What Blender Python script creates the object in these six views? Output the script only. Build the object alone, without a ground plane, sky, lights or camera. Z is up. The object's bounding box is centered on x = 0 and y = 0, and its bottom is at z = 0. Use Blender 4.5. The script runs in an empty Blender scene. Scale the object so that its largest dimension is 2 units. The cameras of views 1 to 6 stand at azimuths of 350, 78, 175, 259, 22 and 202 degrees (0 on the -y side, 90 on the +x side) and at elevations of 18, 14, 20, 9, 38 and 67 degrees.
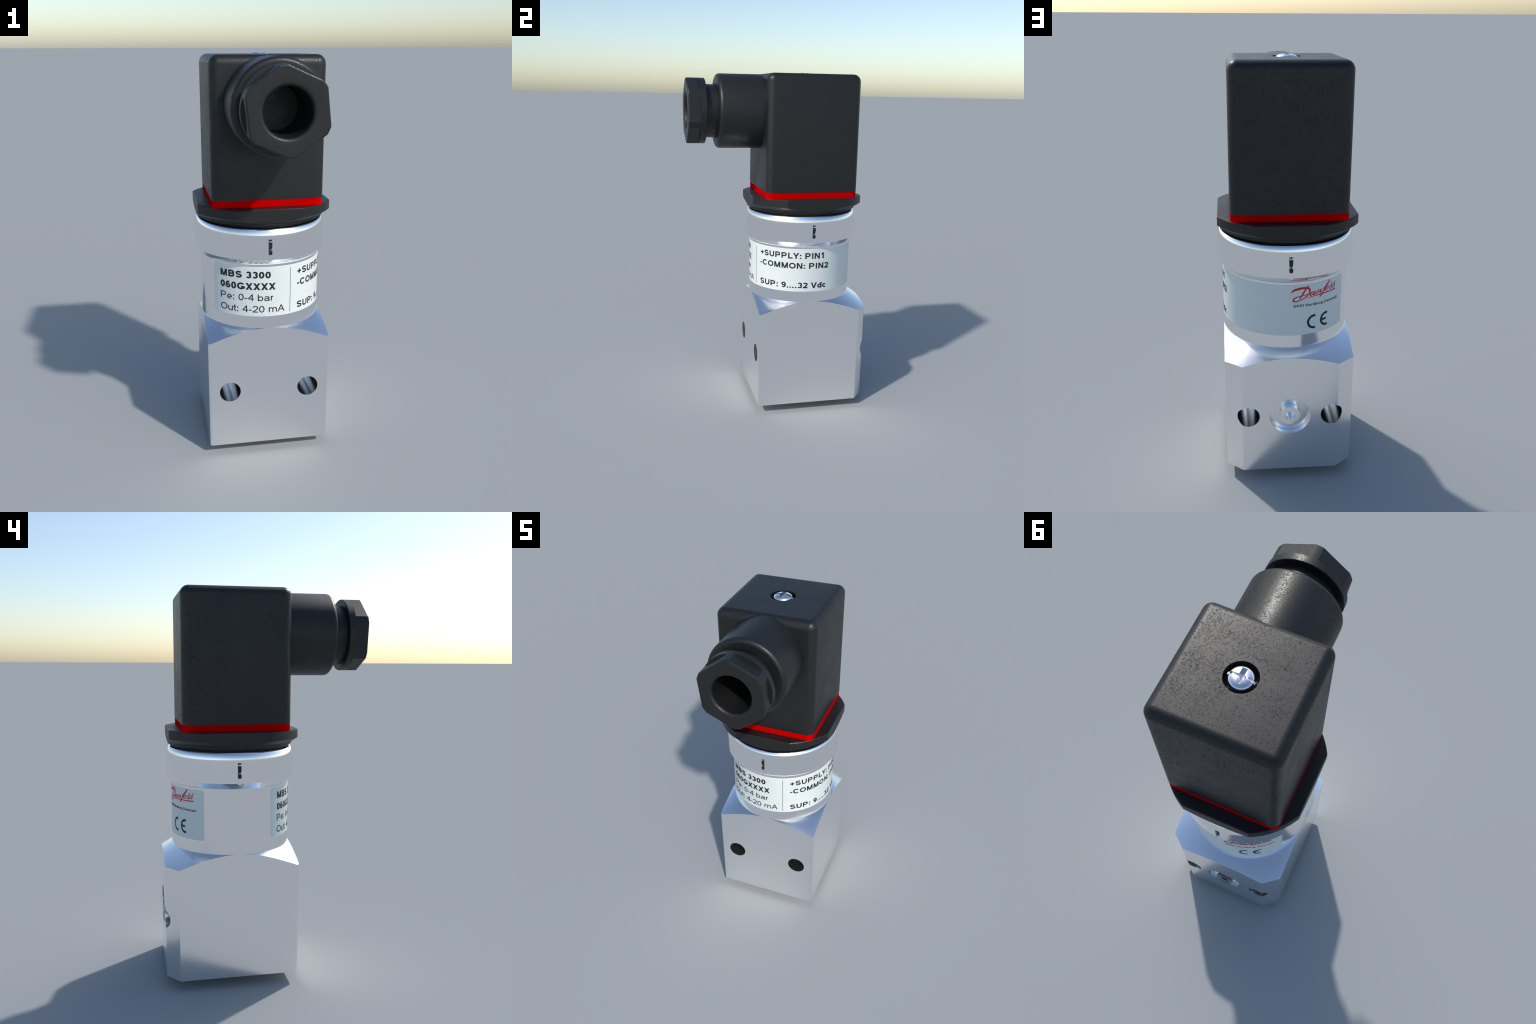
"""Pressure transmitter: steel manifold block, turned steel housing with a
wrap-around printed label, slotted collar, and a black right-angle plug
connector with cable gland.  Everything is turned (lathe / polar loft),
extruded or cut; sizes are in metres, z up."""
import bpy, bmesh, math
from math import sin, cos, pi, radians, sqrt, atan2, degrees
from mathutils import Vector, Matrix

AXIS_Y = 0.166            # the turned parts share this vertical axis (x = 0)
BODY_R = 0.3065
LABEL_R = 0.3078
TAU = 2 * pi

# ------------------------------------------------------------------ materials


def new_mat(name):
    m = bpy.data.materials.new(name)
    m.use_nodes = True
    nt = m.node_tree
    b = nt.nodes["Principled BSDF"]
    return m, nt, b


def add(nt, kind, **inputs):
    n = nt.nodes.new(kind)
    for k, v in inputs.items():
        n.inputs[k.replace("_", " ")].default_value = v
    return n


def ramp(nt, stops):
    n = nt.nodes.new("ShaderNodeValToRGB")
    e = n.color_ramp.elements
    while len(e) > 1:
        e.remove(e[-1])
    for i, (p, c) in enumerate(stops):
        el = e[0] if i == 0 else e.new(p)
        el.position = p
        el.color = (c, c, c, 1) if not isinstance(c, tuple) else c
    return n


def steel(name, colour, rough):
    m, nt, b = new_mat(name)
    b.inputs["Metallic"].default_value = 1.0
    b.inputs["Base Color"].default_value = (*colour, 1)
    tc = nt.nodes.new("ShaderNodeTexCoord")
    noise = add(nt, "ShaderNodeTexNoise", Scale=14.0, Detail=3.0)
    nt.links.new(tc.outputs["Object"], noise.inputs["Vector"])
    r = ramp(nt, [(0.3, rough * 0.9), (0.7, rough * 1.1)])
    nt.links.new(noise.outputs["Fac"], r.inputs["Fac"])
    nt.links.new(r.outputs["Color"], b.inputs["Roughness"])
    return m


def plastic(name, base):
    """moulded black plastic: fine pitted grain that breaks up the gloss"""
    m, nt, b = new_mat(name)
    tc = nt.nodes.new("ShaderNodeTexCoord")
    grain = add(nt, "ShaderNodeTexNoise", Scale=185.0, Detail=4.0, Roughness=0.6, Distortion=1.4)
    cloud = add(nt, "ShaderNodeTexNoise", Scale=9.0, Detail=3.0)
    for n in (grain, cloud):
        nt.links.new(tc.outputs["Object"], n.inputs["Vector"])
    shift = add(nt, "ShaderNodeMath")
    shift.operation = "MULTIPLY_ADD"
    nt.links.new(cloud.outputs["Fac"], shift.inputs[0])
    shift.inputs[1].default_value = 0.16
    nt.links.new(grain.outputs["Fac"], shift.inputs[2])
    pits = ramp(nt, [(0.49, 0.0), (0.58, 1.0)])          # 0 in a pit, 1 on the skin
    nt.links.new(shift.outputs[0], pits.inputs["Fac"])
    rgh = ramp(nt, [(0.0, 0.68), (1.0, 0.40)])
    spc = ramp(nt, [(0.0, 0.42), (1.0, 0.5)])
    col = ramp(nt, [(0.0, tuple(c * 0.93 for c in base) + (1,)), (1.0, tuple(base) + (1,))])
    for n in (rgh, spc, col):
        nt.links.new(pits.outputs["Color"], n.inputs["Fac"])
    nt.links.new(rgh.outputs["Color"], b.inputs["Roughness"])
    nt.links.new(spc.outputs["Color"], b.inputs["Specular IOR Level"])
    nt.links.new(col.outputs["Color"], b.inputs["Base Color"])
    bump = add(nt, "ShaderNodeBump", Strength=0.05, Distance=0.001)
    nt.links.new(shift.outputs[0], bump.inputs["Height"])
    nt.links.new(bump.outputs["Normal"], b.inputs["Normal"])
    return m


def plain(name, colour, rough, spec=0.5):
    m, nt, b = new_mat(name)
    tc = nt.nodes.new("ShaderNodeTexCoord")
    noise = add(nt, "ShaderNodeTexNoise", Scale=30.0, Detail=2.0)
    nt.links.new(tc.outputs["Object"], noise.inputs["Vector"])
    c = ramp(nt, [(0.3, tuple(v * 0.98 for v in colour) + (1,)), (0.7, tuple(colour) + (1,))])
    nt.links.new(noise.outputs["Fac"], c.inputs["Fac"])
    nt.links.new(c.outputs["Color"], b.inputs["Base Color"])
    b.inputs["Roughness"].default_value = rough
    b.inputs["Specular IOR Level"].default_value = spec
    return m


MILLED = steel("milled_steel", (0.95, 0.95, 0.955), 0.20)
TURNED = steel("turned_steel", (0.95, 0.95, 0.955), 0.12)
SCREW = steel("zinc_plated_steel", (0.93, 0.93, 0.94), 0.22)
BLACK = plastic("black_moulded_plastic", (0.0075, 0.0078, 0.0080))
RED = plain("red_rubber", (0.54, 0.0, 0.0), 0.8, 0.0)
LABEL = plain("label_foil", (0.68, 0.728, 0.71), 0.45, 0.4)
INK = plain("black_ink", (0.012, 0.012, 0.014), 0.5, 0.4)
LOGO_INK = plain("red_ink", (0.60, 0.012, 0.02), 0.5, 0.4)

# ------------------------------------------------------------------ mesh tools

ROOT = bpy.data.objects.new("pressure_transmitter", None)
ROOT["label"] = "steel block pressure transmitter with black right-angle plug connector"
ROOT["category"] = "pressure sensor"
bpy.context.scene.collection.objects.link(ROOT)


def make(name, verts, faces, mat, parent=ROOT, smooth=30.0):
    me = bpy.data.meshes.new(name)
    me.from_pydata([tuple(v) for v in verts], [], faces)
    me.update()
    bm = bmesh.new()
    bm.from_mesh(me)
    bmesh.ops.remove_doubles(bm, verts=bm.verts, dist=1e-6)
    bmesh.ops.recalc_face_normals(bm, faces=bm.faces)
    bm.to_mesh(me)
    bm.free()
    me.materials.append(mat)
    ob = bpy.data.objects.new(name, me)
    bpy.context.scene.collection.objects.link(ob)
    if parent:
        ob.parent = parent
    finish(ob, smooth)
    return ob


def finish(ob, smooth):
    me = ob.data
    if smooth:
        me.polygons.foreach_set("use_smooth", [True] * len(me.polygons))
        me.set_sharp_from_angle(angle=radians(smooth))


def polar_loft(sections, thetas, place):
    """sections: list of functions theta -> (radius, height) (or constants);
    neighbouring sections are bridged; the ends are closed by a pole or a cap."""
    verts, faces, n = [], [], len(thetas)
    for s in sections:
        for t in thetas:
            r, h = s(t) if callable(s) else s
            verts.append(place(r, t, h))
    for k in range(len(sections) - 1):
        for i in range(n):
            j = (i + 1) % n
            faces.append((k * n + i, k * n + j, (k + 1) * n + j, (k + 1) * n + i))
    return verts, faces


def upright(r, t, h):
    return (r * cos(t), AXIS_Y + r * sin(t), h)


def ring_angles(n, extra=()):
    return sorted(set([TAU * i / n for i in range(n)] + [e % TAU for e in extra]))


def lathe(name, profile, mat, n=192, place=upright, parent=ROOT, smooth=30.0):
    v, f = polar_loft(profile, ring_angles(n), place)
    return make(name, v, f, mat, parent, smooth)


def arc(cr, ch, rr, rh, a0, a1, n):
    """points of an elliptic arc in (radius, height)"""
    return [(cr + rr * cos(radians(a0 + (a1 - a0) * i / n)), ch + rh * sin(radians(a0 + (a1 - a0) * i / n))) for i in range(n + 1)]


def prism(outline, z0, z1):
    n = len(outline)
    v = [(x, y, z0) for x, y in outline] + [(x, y, z1) for x, y in outline]
    f = [tuple(range(n))[::-1], tuple(range(n, 2 * n))] + [(i, (i + 1) % n, n + (i + 1) % n, n + i) for i in range(n)]
    return v, f


def helper(v, f):
    return make("helper", v, f, MILLED, None, 0)


def boolean(ob, other, op, smooth):
    mod = ob.modifiers.new("cut", "BOOLEAN")
    mod.operation, mod.object, mod.solver = op, other, "EXACT"
    dg = bpy.context.evaluated_depsgraph_get()
    me = bpy.data.meshes.new_from_object(ob.evaluated_get(dg))
    old = ob.data
    ob.modifiers.clear()
    me.name = old.name
    ob.data = me
    bpy.data.meshes.remove(old)
    gone = other.data
    bpy.data.objects.remove(other)
    bpy.data.meshes.remove(gone)
    while len(me.materials) > 1:
        me.materials.pop()
    for p in me.polygons:
        p.material_index = 0
    finish(ob, smooth)


# ------------------------------------------------------------------ steel manifold block

HX, Y0, Y1 = 0.3074, -0.1416, 0.5267
Z_BOTTOM, Z_SHOULDER = 0.05, 0.6935
CH = 0.0785, 0.063           # rear corner chamfer along x and y
HOLE_X, HOLE_Z, HOLE_R = 0.2005, 0.3535, 0.0532


def corner(cx, cy, r, a0, a1, n=5):
    return [(cx + r * cos(radians(a0 + (a1 - a0) * i / n)), cy + r * sin(radians(a0 + (a1 - a0) * i / n))) for i in range(n + 1)]


er = 0.015
outline = (corner(-HX + er, Y0 + er, er, 180, 270) + corner(HX - er, Y0 + er, er, 270, 360)
           + [(HX, Y1 - CH[1]), (HX - CH[0], Y1), (-HX + CH[0], Y1), (-HX, Y1 - CH[1])])
block = make("manifold_block", *prism(outline, Z_BOTTOM, 0.74), MILLED, ROOT, 20)
# top turned to a 30 degree cone around the housing axis
slope = math.tan(radians(29.5))
cone = [(0, 0.0), (0.7, 0.0), (0.7, Z_SHOULDER - (0.7 - 0.307) * slope), (0.307, Z_SHOULDER), (0.29, Z_SHOULDER + 0.004), (0, Z_SHOULDER + 0.004)]
boolean(block, helper(*polar_loft(cone, ring_angles(240), upright)), "INTERSECT", 20)


def along_y(cx, cz):
    return lambda r, t, h: (cx + r * cos(t), h, cz + r * sin(t))


for sx in (-1, 1):           # two through holes front to back
    boolean(block, helper(*polar_loft([(0, -0.4), (HOLE_R, -0.4), (HOLE_R, 0.8), (0, 0.8)], ring_angles(96), along_y(sx * HOLE_X, HOLE_Z))), "DIFFERENCE", 20)
PR, PD = 0.0985, 0.031       # round port recess in the back face
recess = [(0, Y1 - PD), (PR - 0.002, Y1 - PD), (PR, Y1 - PD + 0.002), (PR, Y1 + 0.1), (0, Y1 + 0.1)]
boolean(block, helper(*polar_loft(recess, ring_angles(128), along_y(0, HOLE_Z))), "DIFFERENCE", 20)
boolean(block, helper(*polar_loft([(0, 0.4), (0.03, 0.4), (0.03, 0.6), (0, 0.6)], ring_angles(32), along_y(0, HOLE_Z))), "DIFFERENCE", 20)

BR = 0.0482
boss = [(0, Y1 - PD - 0.004), (BR + 0.002, Y1 - PD - 0.004), (BR + 0.002, Y1 - PD + 0.0005), (BR, Y1 - PD + 0.002),
        (BR, Y1 + 0.002), (0.0228, Y1 + 0.002), (0.0228, Y1 - 0.075), (0, Y1 - 0.075)]
lathe("port_boss", boss, TURNED, 96, along_y(0, HOLE_Z), smooth=25)
# unseen underside: plain round port added as a guess to carry the block
lathe("guessed_port", [(0, 0.0), (0.118, 0.0), (0.122, 0.004), (0.122, 0.052), (0, 0.052)], TURNED, 96)

# ------------------------------------------------------------------ turned housing and collar

lathe("housing", [(0, 0.67), (0.3073, 0.67), (0.3073, 0.7552), (BODY_R, 0.7552), (BODY_R, 1.05), (0.29, 1.05), (0, 1.05)], TURNED, 256)

CR = 0.3320
collar = lathe("collar", [(0.29, 1.03), (0.3062, 1.0225), (CR, 1.0535)] + arc(CR - 0.0195, 1.1605, 0.0195, 0.046, 0, 72, 16)
               + [(0.300, 1.2055), (0.29, 1.2055), (0.29, 1.03)], TURNED, 256, smooth=25)
# four index grooves, rounded in plan, running out through the lower chamfer
SLOT_W, SLOT_TOP = 0.0225, 1.1550
for k in range(4):
    w = SLOT_W / 2
    plan = [(0.40, -w), (CR, -w), (CR - 0.0045, -0.72 * w), (CR - 0.0075, -0.3 * w), (CR - 0.0075, 0.3 * w), (CR - 0.0045, 0.72 * w), (CR, w), (0.40, w)]
    v, f = prism(plan, 1.0, SLOT_TOP)
    rot = Matrix.Rotation(k * pi / 2, 3, "Z")
    boolean(collar, helper([rot @ Vector(p) + Vector((0, AXIS_Y, 0)) for p in v], f), "DIFFERENCE", 25)

# black pieces added for the dark pattern in the slots: wedge, bullet, foot
infill_shapes = [
    [(-0.0095, 1.1530), (0.0095, 1.1530), (0.0, 1.1438)],
    [(-0.0096, 1.1405), (-0.004, 1.1385), (0.004, 1.1385), (0.0096, 1.1405), (0.0096, 1.1250), (0.0060, 1.1130), (0.0016, 1.1045),
     (0.0016, 1.0965), (-0.0016, 1.0965), (-0.0016, 1.1045), (-0.0060, 1.1130), (-0.0096, 1.1250)],
    [(-0.0097, 1.0995), (-0.004, 1.0965), (0.004, 1.0965), (0.0097, 1.0995), (0.0097, 1.0830), (0.006, 1.0785), (0, 1.0765), (-0.006, 1.0785), (-0.0097, 1.0830)],
]
pv, pf = [], []
for q, prof in enumerate(infill_shapes):
    n, o = len(prof), len(pv)
    r1 = 0.3272 + 0.0002 * q
    pv += [(0.314, s, z) for s, z in prof] + [(r1, s, z) for s, z in prof]
    pf += [tuple(o + i for i in range(n)), tuple(o + n + i for i in range(n))] + [(o + i, o + (i + 1) % n, o + n + (i + 1) % n, o + n + i) for i in range(n)]
infill = make("groove_infill", pv, pf, BLACK, ROOT, 20)
infill.location = (0, AXIS_Y, 0)
for k in range(1, 4):
    c = infill.copy()
    c.rotation_euler = (0, 0, k * pi / 2)
    bpy.context.scene.collection.objects.link(c)

# ------------------------------------------------------------------ label and its print


def wrap(s, z, r):
    """s = arc length along the label, 0 at the front centre line, growing to the right"""
    a = s / 0.3085
    return (r * sin(a), AXIS_Y - r * cos(a), z)


def deg(a):
    return radians(a) * 0.3085


S0, S1, LZ0, LZ1, LCR = deg(-56.4), deg(236.8), 0.7560, 1.0110, 0.016
cols = [S0 + LCR * (1 - cos(pi / 2 * i / 8)) for i in range(9)]
cols += [S0 + LCR + (S1 - S0 - 2 * LCR) * i / 240 for i in range(1, 240)]
cols += [S1 - LCR * (1 - sin(pi / 2 * i / 8)) for i in range(9)]
lv, lf = [], []
for s in cols:
    d = max(0.0, LCR - (s - S0), LCR - (S1 - s))
    inset = LCR - sqrt(max(LCR * LCR - d * d, 0))
    a, b = LZ0 + inset, LZ1 - inset
    lv += [wrap(s, a, BODY_R - 0.003), wrap(s, a, LABEL_R), wrap(s, b, LABEL_R), wrap(s, b, BODY_R - 0.003)]
for i in range(len(cols) - 1):
    for k in range(4):
        m = (k + 1) % 4
        lf.append((4 * i + k, 4 * i + m, 4 * i + 4 + m, 4 * i + 4 + k))
lf += [(0, 1, 2, 3), tuple(4 * (len(cols) - 1) + k for k in range(4))]
label = make("label_sticker", lv, lf, LABEL, ROOT, 30)

TOP = LABEL_R + 0.0006


def ribbon(points, lift, verts, faces, steps=6, squeeze=1.0):
    """solid brush stroke on the label through (s, z, half width) points"""
    P = [Vector(p) for p in points]
    path = []
    for i in range(len(P) - 1):
        a, b, c, d = P[max(i - 1, 0)], P[i], P[i + 1], P[min(i + 2, len(P) - 1)]
        for k in range(steps):
            t = k / steps
            path.append(0.5 * ((2 * b) + (c - a) * t + (2 * a - 5 * b + 4 * c - d) * t * t + (3 * b - a - 3 * c + d) * t ** 3))
    path.append(P[-1])
    o = len(verts)
    for i, p in enumerate(path):
        q0, q1 = path[max(i - 1, 0)], path[min(i + 1, len(path) - 1)]
        d = Vector(((q1.x - q0.x) / squeeze, q1.y - q0.y)).normalized()
        nx, ny, h = -d.y * p.z * squeeze, d.x * p.z, lift + i * 1.5e-6
        for sgn, r in ((1, BODY_R), (1, TOP + h), (-1, TOP + h), (-1, BODY_R)):
            verts.append(wrap(p.x + sgn * nx, p.y + sgn * ny, r))
    for i in range(len(path) - 1):
        for k in range(4):
            m = (k + 1) % 4
            faces.append((o + 4 * i + k, o + 4 * i + m, o + 4 * i + 4 + m, o + 4 * i + 4 + k))
    e = o + 4 * (len(path) - 1)
    faces += [(o, o + 1, o + 2, o + 3), (e, e + 1, e + 2, e + 3)]


# A plain grotesque stroke alphabet.  Each glyph is written with straight bars
# (cut off horizontally) and round strokes; the pen width is p, capitals are 1 high.
XH = 0.725                              # height of the small letters


def bow(cx, cy, rx, ry, a0, a1, n=18):
    return [(cx + rx * cos(radians(a0 + (a1 - a0) * i / n)), cy + ry * sin(radians(a0 + (a1 - a0) * i / n))) for i in range(n + 1)]


def glyph(ch, p):
    """-> advance, list of ('bar', x0, y0, x1, y1) and ('curve', points)"""
    h = p / 2
    B, T, X = h, 1 - h, XH - h          # centre lines at the base, cap top, x top

    def frame(adv, side):
        return adv, side + h, adv - side - h

    bar = lambda *q: ("bar", *q)
    cur = lambda *parts: ("curve", sum(parts, []))
    if ch == " ":
        return 0.39, []
    if ch == "I":
        return 0.39, [bar(0.195, 0, 0.195, 1)]
    if ch in ".:":
        d = 0.07 + 0.4 * h
        dots = [bar(0.195, 0, 0.195, 2 * d)]
        return (0.39, dots + ([bar(0.195, XH - 2 * d, 0.195, XH)] if ch == ":" else []))
    if ch == "-":
        return 0.465, [bar(0.06, 0.34, 0.405, 0.34)]
    if ch == "+":
        return 0.815, [bar(0.09, 0.46, 0.725, 0.46), bar(0.4075, 0.14, 0.4075, 0.78)]
    if ch in "0O":
        a, l, r = frame(0.777 if ch == "0" else 1.087, 0.055)
        m = (l + r) / 2
        return a, [cur(bow(m, 0.5, (r - l) / 2, 0.5 - h, 90, 450, 36))]
    if ch in "CG":
        a, l, r = frame(1.02 if ch == "C" else 1.09, 0.06)
        m, rx = (l + r) / 2, (r - l) / 2
        st = [cur(bow(m, 0.5, rx, 0.5 - h, 38, 322, 30))]
        if ch == "G":
            st = [cur(bow(m, 0.5, rx, 0.5 - h, 38, 312, 30), [(r, 0.20)]), bar(r, 0.14, r, 0.5), bar(m + 0.02, 0.5 - h, r + h, 0.5 - h)]
        return a, st
    if ch == "S":
        a, l, r = frame(0.93, 0.06)
        m, rx = (l + r) / 2, (r - l) / 2
        q = (0.5 - h) / 2
        return a, [cur(bow(m, T - q, rx * 0.93, q, 20, 255, 18), bow(m, B + q, rx, q, 75, -160, 18))]
    if ch == "3":
        a, l, r = frame(0.777, 0.06)
        m, rx, q = (l + r) / 2, (r - l) / 2, (0.5 - h) / 2
        return a, [cur(bow(m, T - q, rx * 0.92, q, 160, -85, 18)), cur(bow(m, B + q, rx, q, 85, -160, 18))]
    if ch in "69":
        a, l, r = frame(0.777, 0.055)
        m, rx, q = (l + r) / 2, (r - l) / 2, 0.325 - h
        st = [bow(m, B + q, rx, q, 180, 540, 30), [(l, B + q), (l, 0.5)] + bow(m, 0.5, rx, 0.5 - h, 180, 45, 14)]
        if ch == "9":
            st = [[(a - x, 1 - y) for x, y in c] for c in st]
        return a, [cur(c) for c in st]
    if ch == "2":
        a, l, r = frame(0.777, 0.05)
        m, rx, q = (l + r) / 2, (r - l) / 2, 0.29 - h
        return a, [cur(bow(m, T - q, rx, q, 170, -35, 18), [(m + 0.02, 0.32), (l + 0.02, B + 0.05)]), bar(l - h, B, r + h, B)]
    if ch == "1":
        return 0.777, [bar(0.44, 0, 0.44, 1), cur([(0.44, 0.96), (0.35, 0.85), (0.17, 0.74)])]
    if ch == "4":
        return 0.777, [bar(0.545, 0, 0.545, 1), bar(0.03, 0.30, 0.74, 0.30), ("slant", 0.08, 0.28, 0.53, 0.97)]
    if ch == "M":
        return 1.163, [bar(0.1 + h, 0, 0.1 + h, 1), bar(1.063 - h, 0, 1.063 - h, 1), ("slant", 0.12 + h, 1, 0.5815, 0), ("slant", 1.043 - h, 1, 0.5815, 0)]
    if ch == "N":
        return 1.01, [bar(0.1 + h, 0, 0.1 + h, 1), bar(0.91 - h, 0, 0.91 - h, 1), ("slant", 0.12 + h, 1, 0.89 - h, 0)]
    if ch in "BPD":
        a, l, r = frame(1.0, 0.09)
        st = [bar(l, 0, l, 1)]
        if ch == "D":
            st += [cur([(l, T), (l + 0.28, T)], bow(l + 0.28, 0.5, r - l - 0.28, 0.5 - h, 88, -88, 22), [(l + 0.28, B), (l, B)])]
        else:
            lo = 0.5 if ch == "B" else 0.44
            q = (T - lo) / 2
            st += [cur([(l, T), (r - 0.27, T)], bow(r - 0.27, lo + q, 0.25, q, 88, -88, 16), [(r - 0.27, lo), (l, lo)])]
            if ch == "B":
                q = (lo - B) / 2
                st += [cur([(l, lo), (r - 0.25, lo)], bow(r - 0.25, B + q, 0.25, q, 88, -88, 16), [(r - 0.25, B), (l, B)])]
        return a, st
    if ch == "L":
        return 0.80, [bar(0.1 + h, 0, 0.1 + h, 1), bar(0.1, B, 0.77, B)]
    if ch == "U":
        a, l, r = frame(1.01, 0.1)
        m, rx = (l + r) / 2, (r - l) / 2
        return a, [cur([(l, 1), (l, 0.4)], bow(m, 0.4, rx, 0.4 - h, 185, 355, 20), [(r, 0.4), (r, 1)])]
    if ch == "X":
        return 0.93, [("slant", 0.10 + h * 0.6, 0, 0.83 - h * 0.6, 1), ("slant", 0.10 + h * 0.6, 1, 0.83 - h * 0.6, 0)]
    if ch == "V":
        return 0.93, [("slant", 0.03 + h, 1, 0.465, 0), ("slant", 0.90 - h, 1, 0.465, 0)]
    if ch == "A":
        return 0.93, [("slant", 0.02 + h, 0, 0.465, 1), ("slant", 0.91 - h, 0, 0.465, 1), bar(0.2, 0.33, 0.73, 0.33)]
    if ch == "Y":
        return 0.93, [("slant", 0.04 + h, 1, 0.465, 0.40), ("slant", 0.89 - h, 1, 0.465, 0.40), bar(0.465, 0, 0.465, 0.45)]
    # ---- small letters
    a, l, r = frame(0.777, 0.06)
    m, rx, ry = (l + r) / 2, (r - l) / 2, XH / 2 - h
    if ch == "o":
        return a, [cur(bow(m, XH / 2, rx, ry, 90, 450, 30))]
    if ch == "e":
        return a, [cur([(r, XH / 2 - 0.02)], bow(m, XH / 2, rx, ry, 2, 318, 30)), bar(l, XH / 2 - 0.02, r + h, XH / 2 - 0.02)]
    if ch == "c":
        return 0.70, [cur(bow(m - 0.02, XH / 2, rx * 0.97, ry, 42, 318, 26))]
    if ch in "bdg":
        st = [bow(m, XH / 2, rx, ry, 90, 450, 30)]
        if ch == "b":
            return a, [cur(st[0]), bar(l, 0, l, 1)]
        if ch == "d":
            return a, [cur(st[0]), bar(r, 0, r, 1)]
        return a, [cur(st[0]), cur([(r, XH), (r, 0)], bow(m, 0, rx, 0.27 - h, -5, -155, 14))]
    if ch == "a":
        return a, [cur(bow(m, X - 0.19, rx * 0.93, 0.19, 160, 5, 14), [(r - 0.02, 0.12), (r + 0.03, 0)]),
                   cur([(r - 0.03, 0.44), (m, 0.40)], bow(l + 0.16, B + 0.15, 0.16, 0.15, 100, 270, 14), bow(l + 0.2, B + 0.3, r - l - 0.22, 0.3, -85, -5, 10))]
    if ch == "n":
        return a, [bar(l, 0, l, XH), cur(bow(m, X - 0.24, rx, 0.24, 180, 5, 18), [(r, X - 0.24), (r, 0)])]
    if ch == "m":
        w = (1.163 - 2 * 0.07 - 2 * h) / 2
        st = [bar(0.07 + h, 0, 0.07 + h, XH)]
        for k in range(2):
            c = 0.07 + h + w * (k + 0.5)
            st.append(cur(bow(c, X - 0.2, w / 2, 0.2, 180, 5, 16), [(c + w / 2, X - 0.2), (c + w / 2, 0)]))
        return 1.163, st
    if ch == "u":
        return a, [bar(r, 0, r, XH), cur([(l, XH), (l, 0.28)], bow(m, 0.26, rx, 0.26 - h, 185, 355, 18))]
    if ch == "r":
        return 0.465, [bar(0.09 + h, 0, 0.09 + h, XH), cur(bow(0.36, X - 0.24, 0.36 - 0.09 - h, 0.24, 180, 75, 12))]
    if ch == "t":
        return 0.39, [cur([(0.2, 0.95), (0.2, 0.2)], bow(0.32, 0.17, 0.12, 0.17 - h, 185, 290, 10)), bar(0.02, X, 0.37, X)]
    if ch == "k":
        return 0.70, [bar(0.09 + h, 0, 0.09 + h, 1), ("slant", 0.12 + h, 0.26, 0.62 - h, XH), ("slant", 0.30, 0.42, 0.69 - h, 0)]
    raise ValueError(ch)


def solid(corners, lift, verts, faces):
    o, n = len(verts), len(corners)
    verts += [wrap(s, z, BODY_R) for s, z in corners] + [wrap(s, z, TOP + lift) for s, z in corners]
    faces += [tuple(o + i for i in range(n)), tuple(o + n + i for i in range(n))]
    faces += [(o + i, o + (i + 1) % n, o + n + (i + 1) % n, o + n + i) for i in range(n)]


def printed(name, text, s0, s1, z_base, cap, pen):
    """a line of type set between s0 and s1 on the label, capitals `cap` high"""
    items, x = [], 0.0
    for ch in text:
        adv, st = glyph(ch, pen)
        for q in st:
            if q[0] == "curve":
                items.append(("curve", [(x + a, b) for a, b in q[1]]))
            else:
                items.append((q[0], x + q[1], q[2], x + q[3], q[4]))
        x += adv
    h = pen / 2
    xs = [c for q in items for c in ([p[0] for p in q[1]] if q[0] == "curve" else [q[1], q[3]])]
    x0, x1 = min(xs) - h * (text[0] not in "-+"), max(xs) + h
    kx = (s1 - s0) / (x1 - x0)
    to = lambda a, b: (s0 + (a - x0) * kx, z_base + b * cap)
    verts, faces = [], []
    for i, q in enumerate(items):
        lift = 1.2e-5 * (i % 12)
        if q[0] == "curve":
            pts = [p for k, p in enumerate(q[1]) if k == 0 or math.dist(p, q[1][k - 1]) > 1e-4]
            ribbon([(*to(a, b), h * cap) for a, b in pts], lift, verts, faces, 1, kx / cap)
            continue
        _, a, b, c, d = q
        if abs(d - b) < 1e-6:
            quad = [(a, b - h), (c, b - h), (c, b + h), (a, b + h)]
        else:
            w = h * math.hypot(c - a, d - b) / abs(d - b)
            quad = [(a - w, b), (a + w, b), (c + w, d), (c - w, d)]
        n = max(1, int(abs(max(p[0] for p in quad) - min(p[0] for p in quad)) * kx / 0.012)) if abs(d - b) < 1e-6 else 1
        for k in range(n):
            u0, u1 = k / n, (k + 1) / n
            mix = lambda p, r, u: (p[0] + (r[0] - p[0]) * u, p[1] + (r[1] - p[1]) * u)
            part = [mix(quad[0], quad[1], u0), mix(quad[0], quad[1], u1), mix(quad[3], quad[2], u1), mix(quad[3], quad[2], u0)] if n > 1 else quad
            solid([to(*p) for p in part], lift, verts, faces)
    return make(name, verts, faces, INK, label, 0)


# left edge, right edge (degrees round the housing), baseline, cap height, weight
printed("type_designation", "MBS 3300", deg(-47.6), deg(1.0), 0.9535, 0.0347, 0.225)
printed("code_number", "060GXXXX", deg(-47.8), deg(5.4), 0.8940, 0.0350, 0.225)
printed("pressure_range_text", "Pe: 0-4 bar", deg(-47.7), deg(3.9), 0.8365, 0.0345, 0.125)
printed("output_text", "Out: 4-20 mA", deg(-47.8), deg(14.3), 0.7765, 0.0345, 0.125)
printed("supply_text", "+SUPPLY: PIN1", deg(28.1), deg(103.1), 0.9535, 0.0345, 0.20)
printed("common_text", "-COMMON: PIN2", deg(28.0), deg(109.9), 0.8945, 0.0340, 0.20)
printed("voltage_text", "SUP: 9....32 Vdc", deg(28.1), deg(106.9), 0.7768, 0.0340, 0.20)
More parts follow.
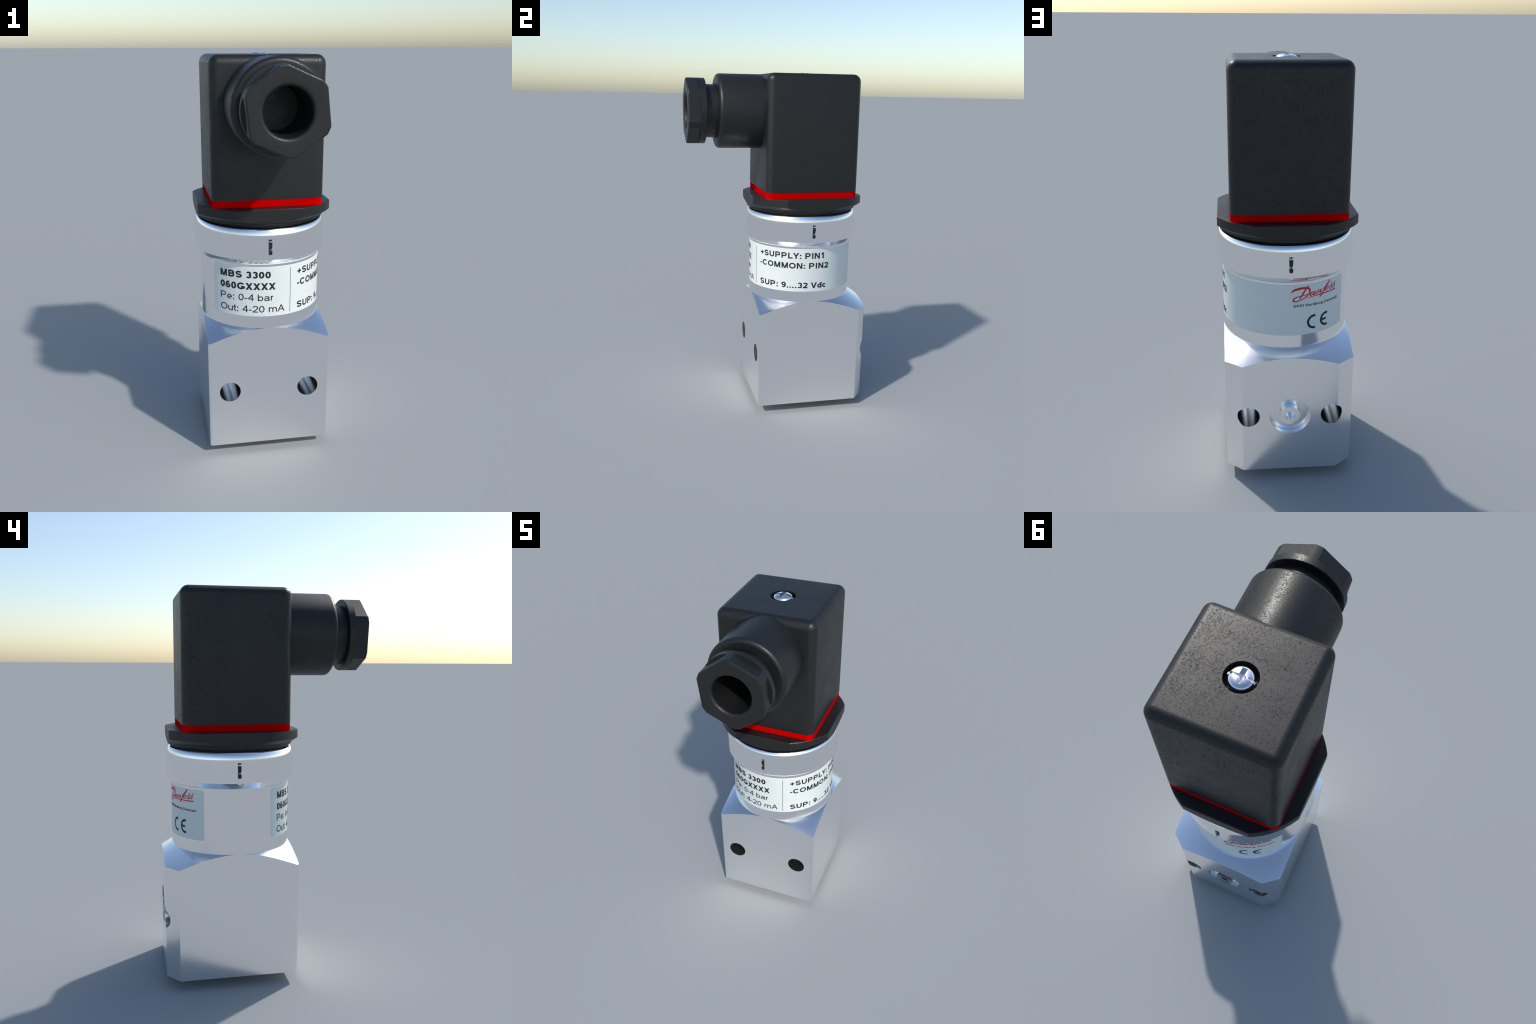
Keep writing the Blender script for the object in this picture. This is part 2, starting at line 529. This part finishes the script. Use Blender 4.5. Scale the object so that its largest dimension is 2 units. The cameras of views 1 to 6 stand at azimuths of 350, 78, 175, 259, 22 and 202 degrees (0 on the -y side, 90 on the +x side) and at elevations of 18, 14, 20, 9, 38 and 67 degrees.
printed("address_text", "6430 Nordborg Denmark", deg(182.7), deg(228.9), 0.8988, 0.0134, 0.15)


# brush-script word mark: one row per pen stroke, millimetres (along, up, half width)
pen_strokes = [
    [(1.5, 41.5, 0.6), (12.5, 51.9, 4.6), (32.5, 58.8, 5.5), (56.4, 62.3, 5.0), (74.9, 61.1, 4.4), (87.6, 55.2, 4.4), (92.3, 44.9, 4.2),
     (88.7, 34.0, 3.3), (82.0, 25.5, 2.6), (69.6, 15.0, 2.2), (51.3, 5.0, 2.0), (33.3, -1.0, 2.0), (20.2, -2.0, 2.6), (12.5, 1.6, 3.7),
     (15.3, 10.4, 3.3), (27.0, 18.6, 2.2), (47.4, 23.3, 1.3), (64.5, 25.9, 1.3), (79.4, 28.4, 1.3)],
    [(87.3, 70.4, 2.2), (79.8, 64.5, 3.7), (72.5, 57.9, 3.9), (61.7, 40.2, 3.6), (51.0, 22.3, 3.6), (40.3, 9.3, 1.6)],
    [(114.1, 38.0, 1.5), (102.3, 35.7, 2.0), (94.6, 28.0, 2.8), (94.1, 21.7, 2.4), (103.8, 23.9, 1.5), (116.9, 34.3, 1.5)],
    [(122.8, 38.9, 2.4), (114.3, 29.7, 2.6), (109.8, 23.9, 2.2), (115.8, 23.6, 1.1), (125.9, 28.7, 0.9)],
    [(139.4, 42.0, 2.2), (132.7, 32.5, 2.4), (125.3, 23.1, 2.0)],
    [(128.0, 25.7, 1.0), (138.8, 37.6, 1.1), (152.3, 42.9, 1.5)],
    [(152.8, 42.4, 2.2), (147.6, 33.1, 2.4), (142.7, 26.7, 2.0), (149.2, 27.6, 1.1), (157.1, 32.8, 0.9)],
    [(203.4, 78.8, 1.3), (192.6, 65.7, 2.0), (178.6, 50.0, 2.6), (164.0, 28.0, 2.8), (154.0, 14.9, 2.8), (144.8, 5.4, 2.0)],
    [(203.4, 78.8, 1.3), (200.2, 64.9, 1.0), (188.1, 54.0, 1.0), (178.0, 46.3, 1.0)],
    [(160.4, 42.3, 1.3), (172.6, 45.1, 1.4), (185.2, 46.4, 1.1)],
    [(193.4, 46.1, 1.1), (182.1, 42.7, 1.5), (177.0, 33.1, 2.2), (181.4, 29.0, 1.8), (190.6, 34.0, 1.1), (196.5, 44.0, 1.3), (200.9, 49.2, 1.3)],
    [(223.5, 60.2, 1.5), (218.4, 53.3, 1.9), (216.4, 44.8, 1.8), (217.4, 36.1, 1.9), (209.6, 29.9, 1.5), (202.2, 32.1, 0.9)],
    [(202.1, 33.1, 0.9), (207.2, 42.3, 0.9), (221.3, 51.1, 0.9)],
    [(244.2, 60.3, 1.4), (239.5, 53.4, 1.6), (237.3, 46.3, 1.6), (237.3, 37.8, 1.9), (229.8, 31.9, 1.5), (222.2, 32.7, 0.9)],
    [(222.1, 33.8, 0.9), (225.9, 40.7, 0.9), (236.7, 49.0, 0.9)],
    [(76.6, 10.9, 0.6), (108.0, 15.5, 1.3), (149.5, 18.5, 1.8), (187.9, 19.2, 2.0), (245.5, 21.2, 2.6)],
]
rv, rf = [], []
for i, st in enumerate(pen_strokes):
    ribbon([(deg(180) + a / 1000, 0.93 + b / 1000, max(w + (0.35 if w < 3 else 0), 0.8) / 1000) for a, b, w in st], 3e-5 * i, rv, rf)
make("word_mark", rv, rf, LOGO_INK, label, 0)

# conformity mark: two open circle arcs, the second with a middle bar
cv, cf = [], []
R, T, ZC = 0.0306, 0.0054, 0.8160
for s_left, bar in ((deg(194.9), False), (deg(207.8), True)):
    sc_ = s_left + R + T
    ribbon([(sc_ + R * cos(a), ZC + R * sin(a), T) for a in (radians(77 + (283 - 77) * i / 12) for i in range(13))], 0, cv, cf, 3)
    if bar:
        ribbon([(s_left + 0.003, ZC, T), (s_left + 0.0345, ZC, T)], 4e-5, cv, cf)
make("conformity_mark", cv, cf, INK, label, 0)
dv, df = [], []
ribbon([(deg(20.1), 0.7662, 0.0011), (deg(20.1), 0.9975, 0.0011)], 0, dv, df)
make("divider_line", dv, df, INK, label, 0)

# ------------------------------------------------------------------ black plug connector

OCT, OCC = 0.3275, 0.1600            # flange: round plate with four flats; half width, end of the flats
PLATE_R = sqrt(OCT ** 2 + OCC ** 2)


def plate(t):
    a, b = abs(cos(t)), abs(sin(t))
    return min(OCT / max(a, b), PLATE_R)


FT = 1.300
flange = [(0, FT), (0.2, FT), lambda t: (plate(t) - 0.004, FT), lambda t: (plate(t), FT - 0.004),
          lambda t: (plate(t), 1.2305 + 0.64 * (plate(t) - 0.3262)), (0.3255, 1.2297), (0.3255, 1.2215), (0.3195, 1.2170),
          (0.3130, 1.2160), (0.3130, 1.2140), (0.3145, 1.2130), (0.3130, 1.2100), (0.307, 1.2075), (0.300, 1.2070), (0.300, 1.17), (0, 1.17)]
ca = atan2(OCC, OCT)
th = ring_angles(144, [k * pi / 2 + s * ca for k in range(4) for s in (-1, 1)])
make("connector_flange", *polar_loft(flange, th, upright), BLACK, ROOT, 25)


def rounded_square(half, r, n=10):
    """outline of a square with rounded corners around the housing axis"""
    pts = []
    for k in range(4):
        q = half - r
        cx, cy = [(q, q), (-q, q), (-q, -q), (q, -q)][k]
        pts += [(cx + r * cos(k * pi / 2 + pi / 2 * i / n), AXIS_Y + cy + r * sin(k * pi / 2 + pi / 2 * i / n)) for i in range(n + 1)]
    return pts


def stacked(levels):
    """bridge rounded squares given as (half width, corner radius, z)"""
    v, f = [], []
    n = 0
    for half, r, z in levels:
        o = rounded_square(half, max(r, 1e-4))
        n = len(o)
        v += [(x, y, z) for x, y in o]
    for k in range(len(levels) - 1):
        for i in range(n):
            j = (i + 1) % n
            f.append((k * n + i, k * n + j, (k + 1) * n + j, (k + 1) * n + i))
    f += [tuple(range(n)), tuple(range((len(levels) - 1) * n, len(levels) * n))]
    return v, f


make("sealing_gasket", *stacked([(0.2680, 0.037, 1.290), (0.2680, 0.037, 1.338)]), RED, ROOT, 30)
BH, BF, BT = 0.2697, 0.042, 1.9905
levels = [(BH, BF * 0.95, 1.3335), (BH, BF, BT - BF)]
levels += [(BH - BF * (1 - cos(a)), BF * cos(a), BT - BF + BF * sin(a)) for a in (pi / 2 * i / 10 for i in range(1, 11))]
levels += [(BH - BF - 0.004, 0.0, BT)]
shell = make("connector_housing", *stacked(levels), BLACK, ROOT, 35)
boolean(shell, helper(*polar_loft([(0, 1.948), (0.0672, 1.948), (0.0672, 2.1), (0, 2.1)], ring_angles(96), upright)), "DIFFERENCE", 35)
GX, GZ, GR = 0.0, 1.776, 0.2102
boolean(shell, helper(*polar_loft([(0, -0.3), (0.1, -0.3), (0.1, 0.1), (0, 0.1)], ring_angles(64), along_y(GX, GZ))), "DIFFERENCE", 35)
bm = bmesh.new()
bm.from_mesh(shell.data)
bmesh.ops.triangulate(bm, faces=[f for f in bm.faces if len(f.verts) > 4])
bm.to_mesh(shell.data)
bm.free()
finish(shell, 35)

gland = [(0, -0.06), (GR, -0.06), (GR, -0.336)] + [(GR - 0.022 + 0.022 * cos(a), -0.336 - 0.022 * sin(a)) for a in (pi / 2 * i / 8 for i in range(1, 9))]
gland += [(0.156, -0.358), (0.153, -0.354), (0.1495, -0.354), (0.1495, -0.44), (0.12, -0.44), (0.12, -0.235), (0, -0.235)]
lathe("cable_gland", gland, BLACK, 160, along_y(GX, GZ), smooth=35)

NR, NF, FLAT0 = 0.1837, 0.1672, radians(6.5)


def hexed(t):
    d = (t - FLAT0 + pi / 6) % (pi / 3) - pi / 6
    return min(NR, NF / cos(d))


half = math.acos(NF / NR)
th = ring_angles(180, [FLAT0 + k * pi / 3 + s * half for k in range(6) for s in (-1, 1)])
nut = [(0.12, -0.4235), (NR - 0.002, -0.4235), (NR, -0.4255), (NR, -0.4575), lambda t: (hexed(t) - 1e-5, -0.4578), lambda t: (hexed(t), -0.5212),
       lambda t: (hexed(t) - 0.0022, -0.5259), lambda t: (hexed(t) - 0.0065, -0.5277), (0.117, -0.5277)]
nut += [(0.117 - 0.017 * sin(a), -0.5097 - 0.018 * cos(a)) for a in (pi / 2 * i / 8 for i in range(1, 9))]
nut += [(0.100, -0.247), (0, -0.247), (0, -0.242), (0.12, -0.242), (0.12, -0.4235)]
make("gland_nut", *polar_loft(nut, th, along_y(GX, GZ)), BLACK, ROOT, 18)

# ------------------------------------------------------------------ centre screw

SR = 0.052
head = [(0, 1.925), (SR - 0.008, 1.925), (SR, 1.965), (SR, 1.976)]
head += [(SR * cos(a) ** 0.55 if a < pi / 2 - 1e-6 else 0, 1.976 + 0.024 * sin(a)) for a in (pi / 2 * i / 14 for i in range(1, 15))]
screw = lathe("screw", head, SCREW, 96, smooth=30)


def bar(x0, x1, y0, y1, z0, z1):
    return prism([(x0, y0), (x1, y0), (x1, y1), (x0, y1)], z0, z1)


boolean(screw, helper(*bar(-0.1, 0.1, AXIS_Y - 0.0065, AXIS_Y + 0.0045, 1.972, 2.1)), "DIFFERENCE", 30)
boolean(screw, helper(*bar(-0.0105, 0.0105, AXIS_Y - 0.037, AXIS_Y + 0.031, 1.968, 2.1)), "DIFFERENCE", 30)
# tabs added where the long slot overhangs the head, a mesh artefact
for sx in (-1, 1):
    prof = [(0.047, 1.9838), (0.055, 1.981), (0.060, 1.971), (0.0565, 1.968), (0.0515, 1.976), (0.047, 1.979)]
    v = [(sx * x, AXIS_Y - 0.0065, z) for x, z in prof] + [(sx * x, AXIS_Y + 0.0045, z) for x, z in prof]
    n = len(prof)
    f = [tuple(range(n)), tuple(range(n, 2 * n))] + [(i, (i + 1) % n, n + (i + 1) % n, n + i) for i in range(n)]
    make("slot_overhang", v, f, SCREW, screw, 30)
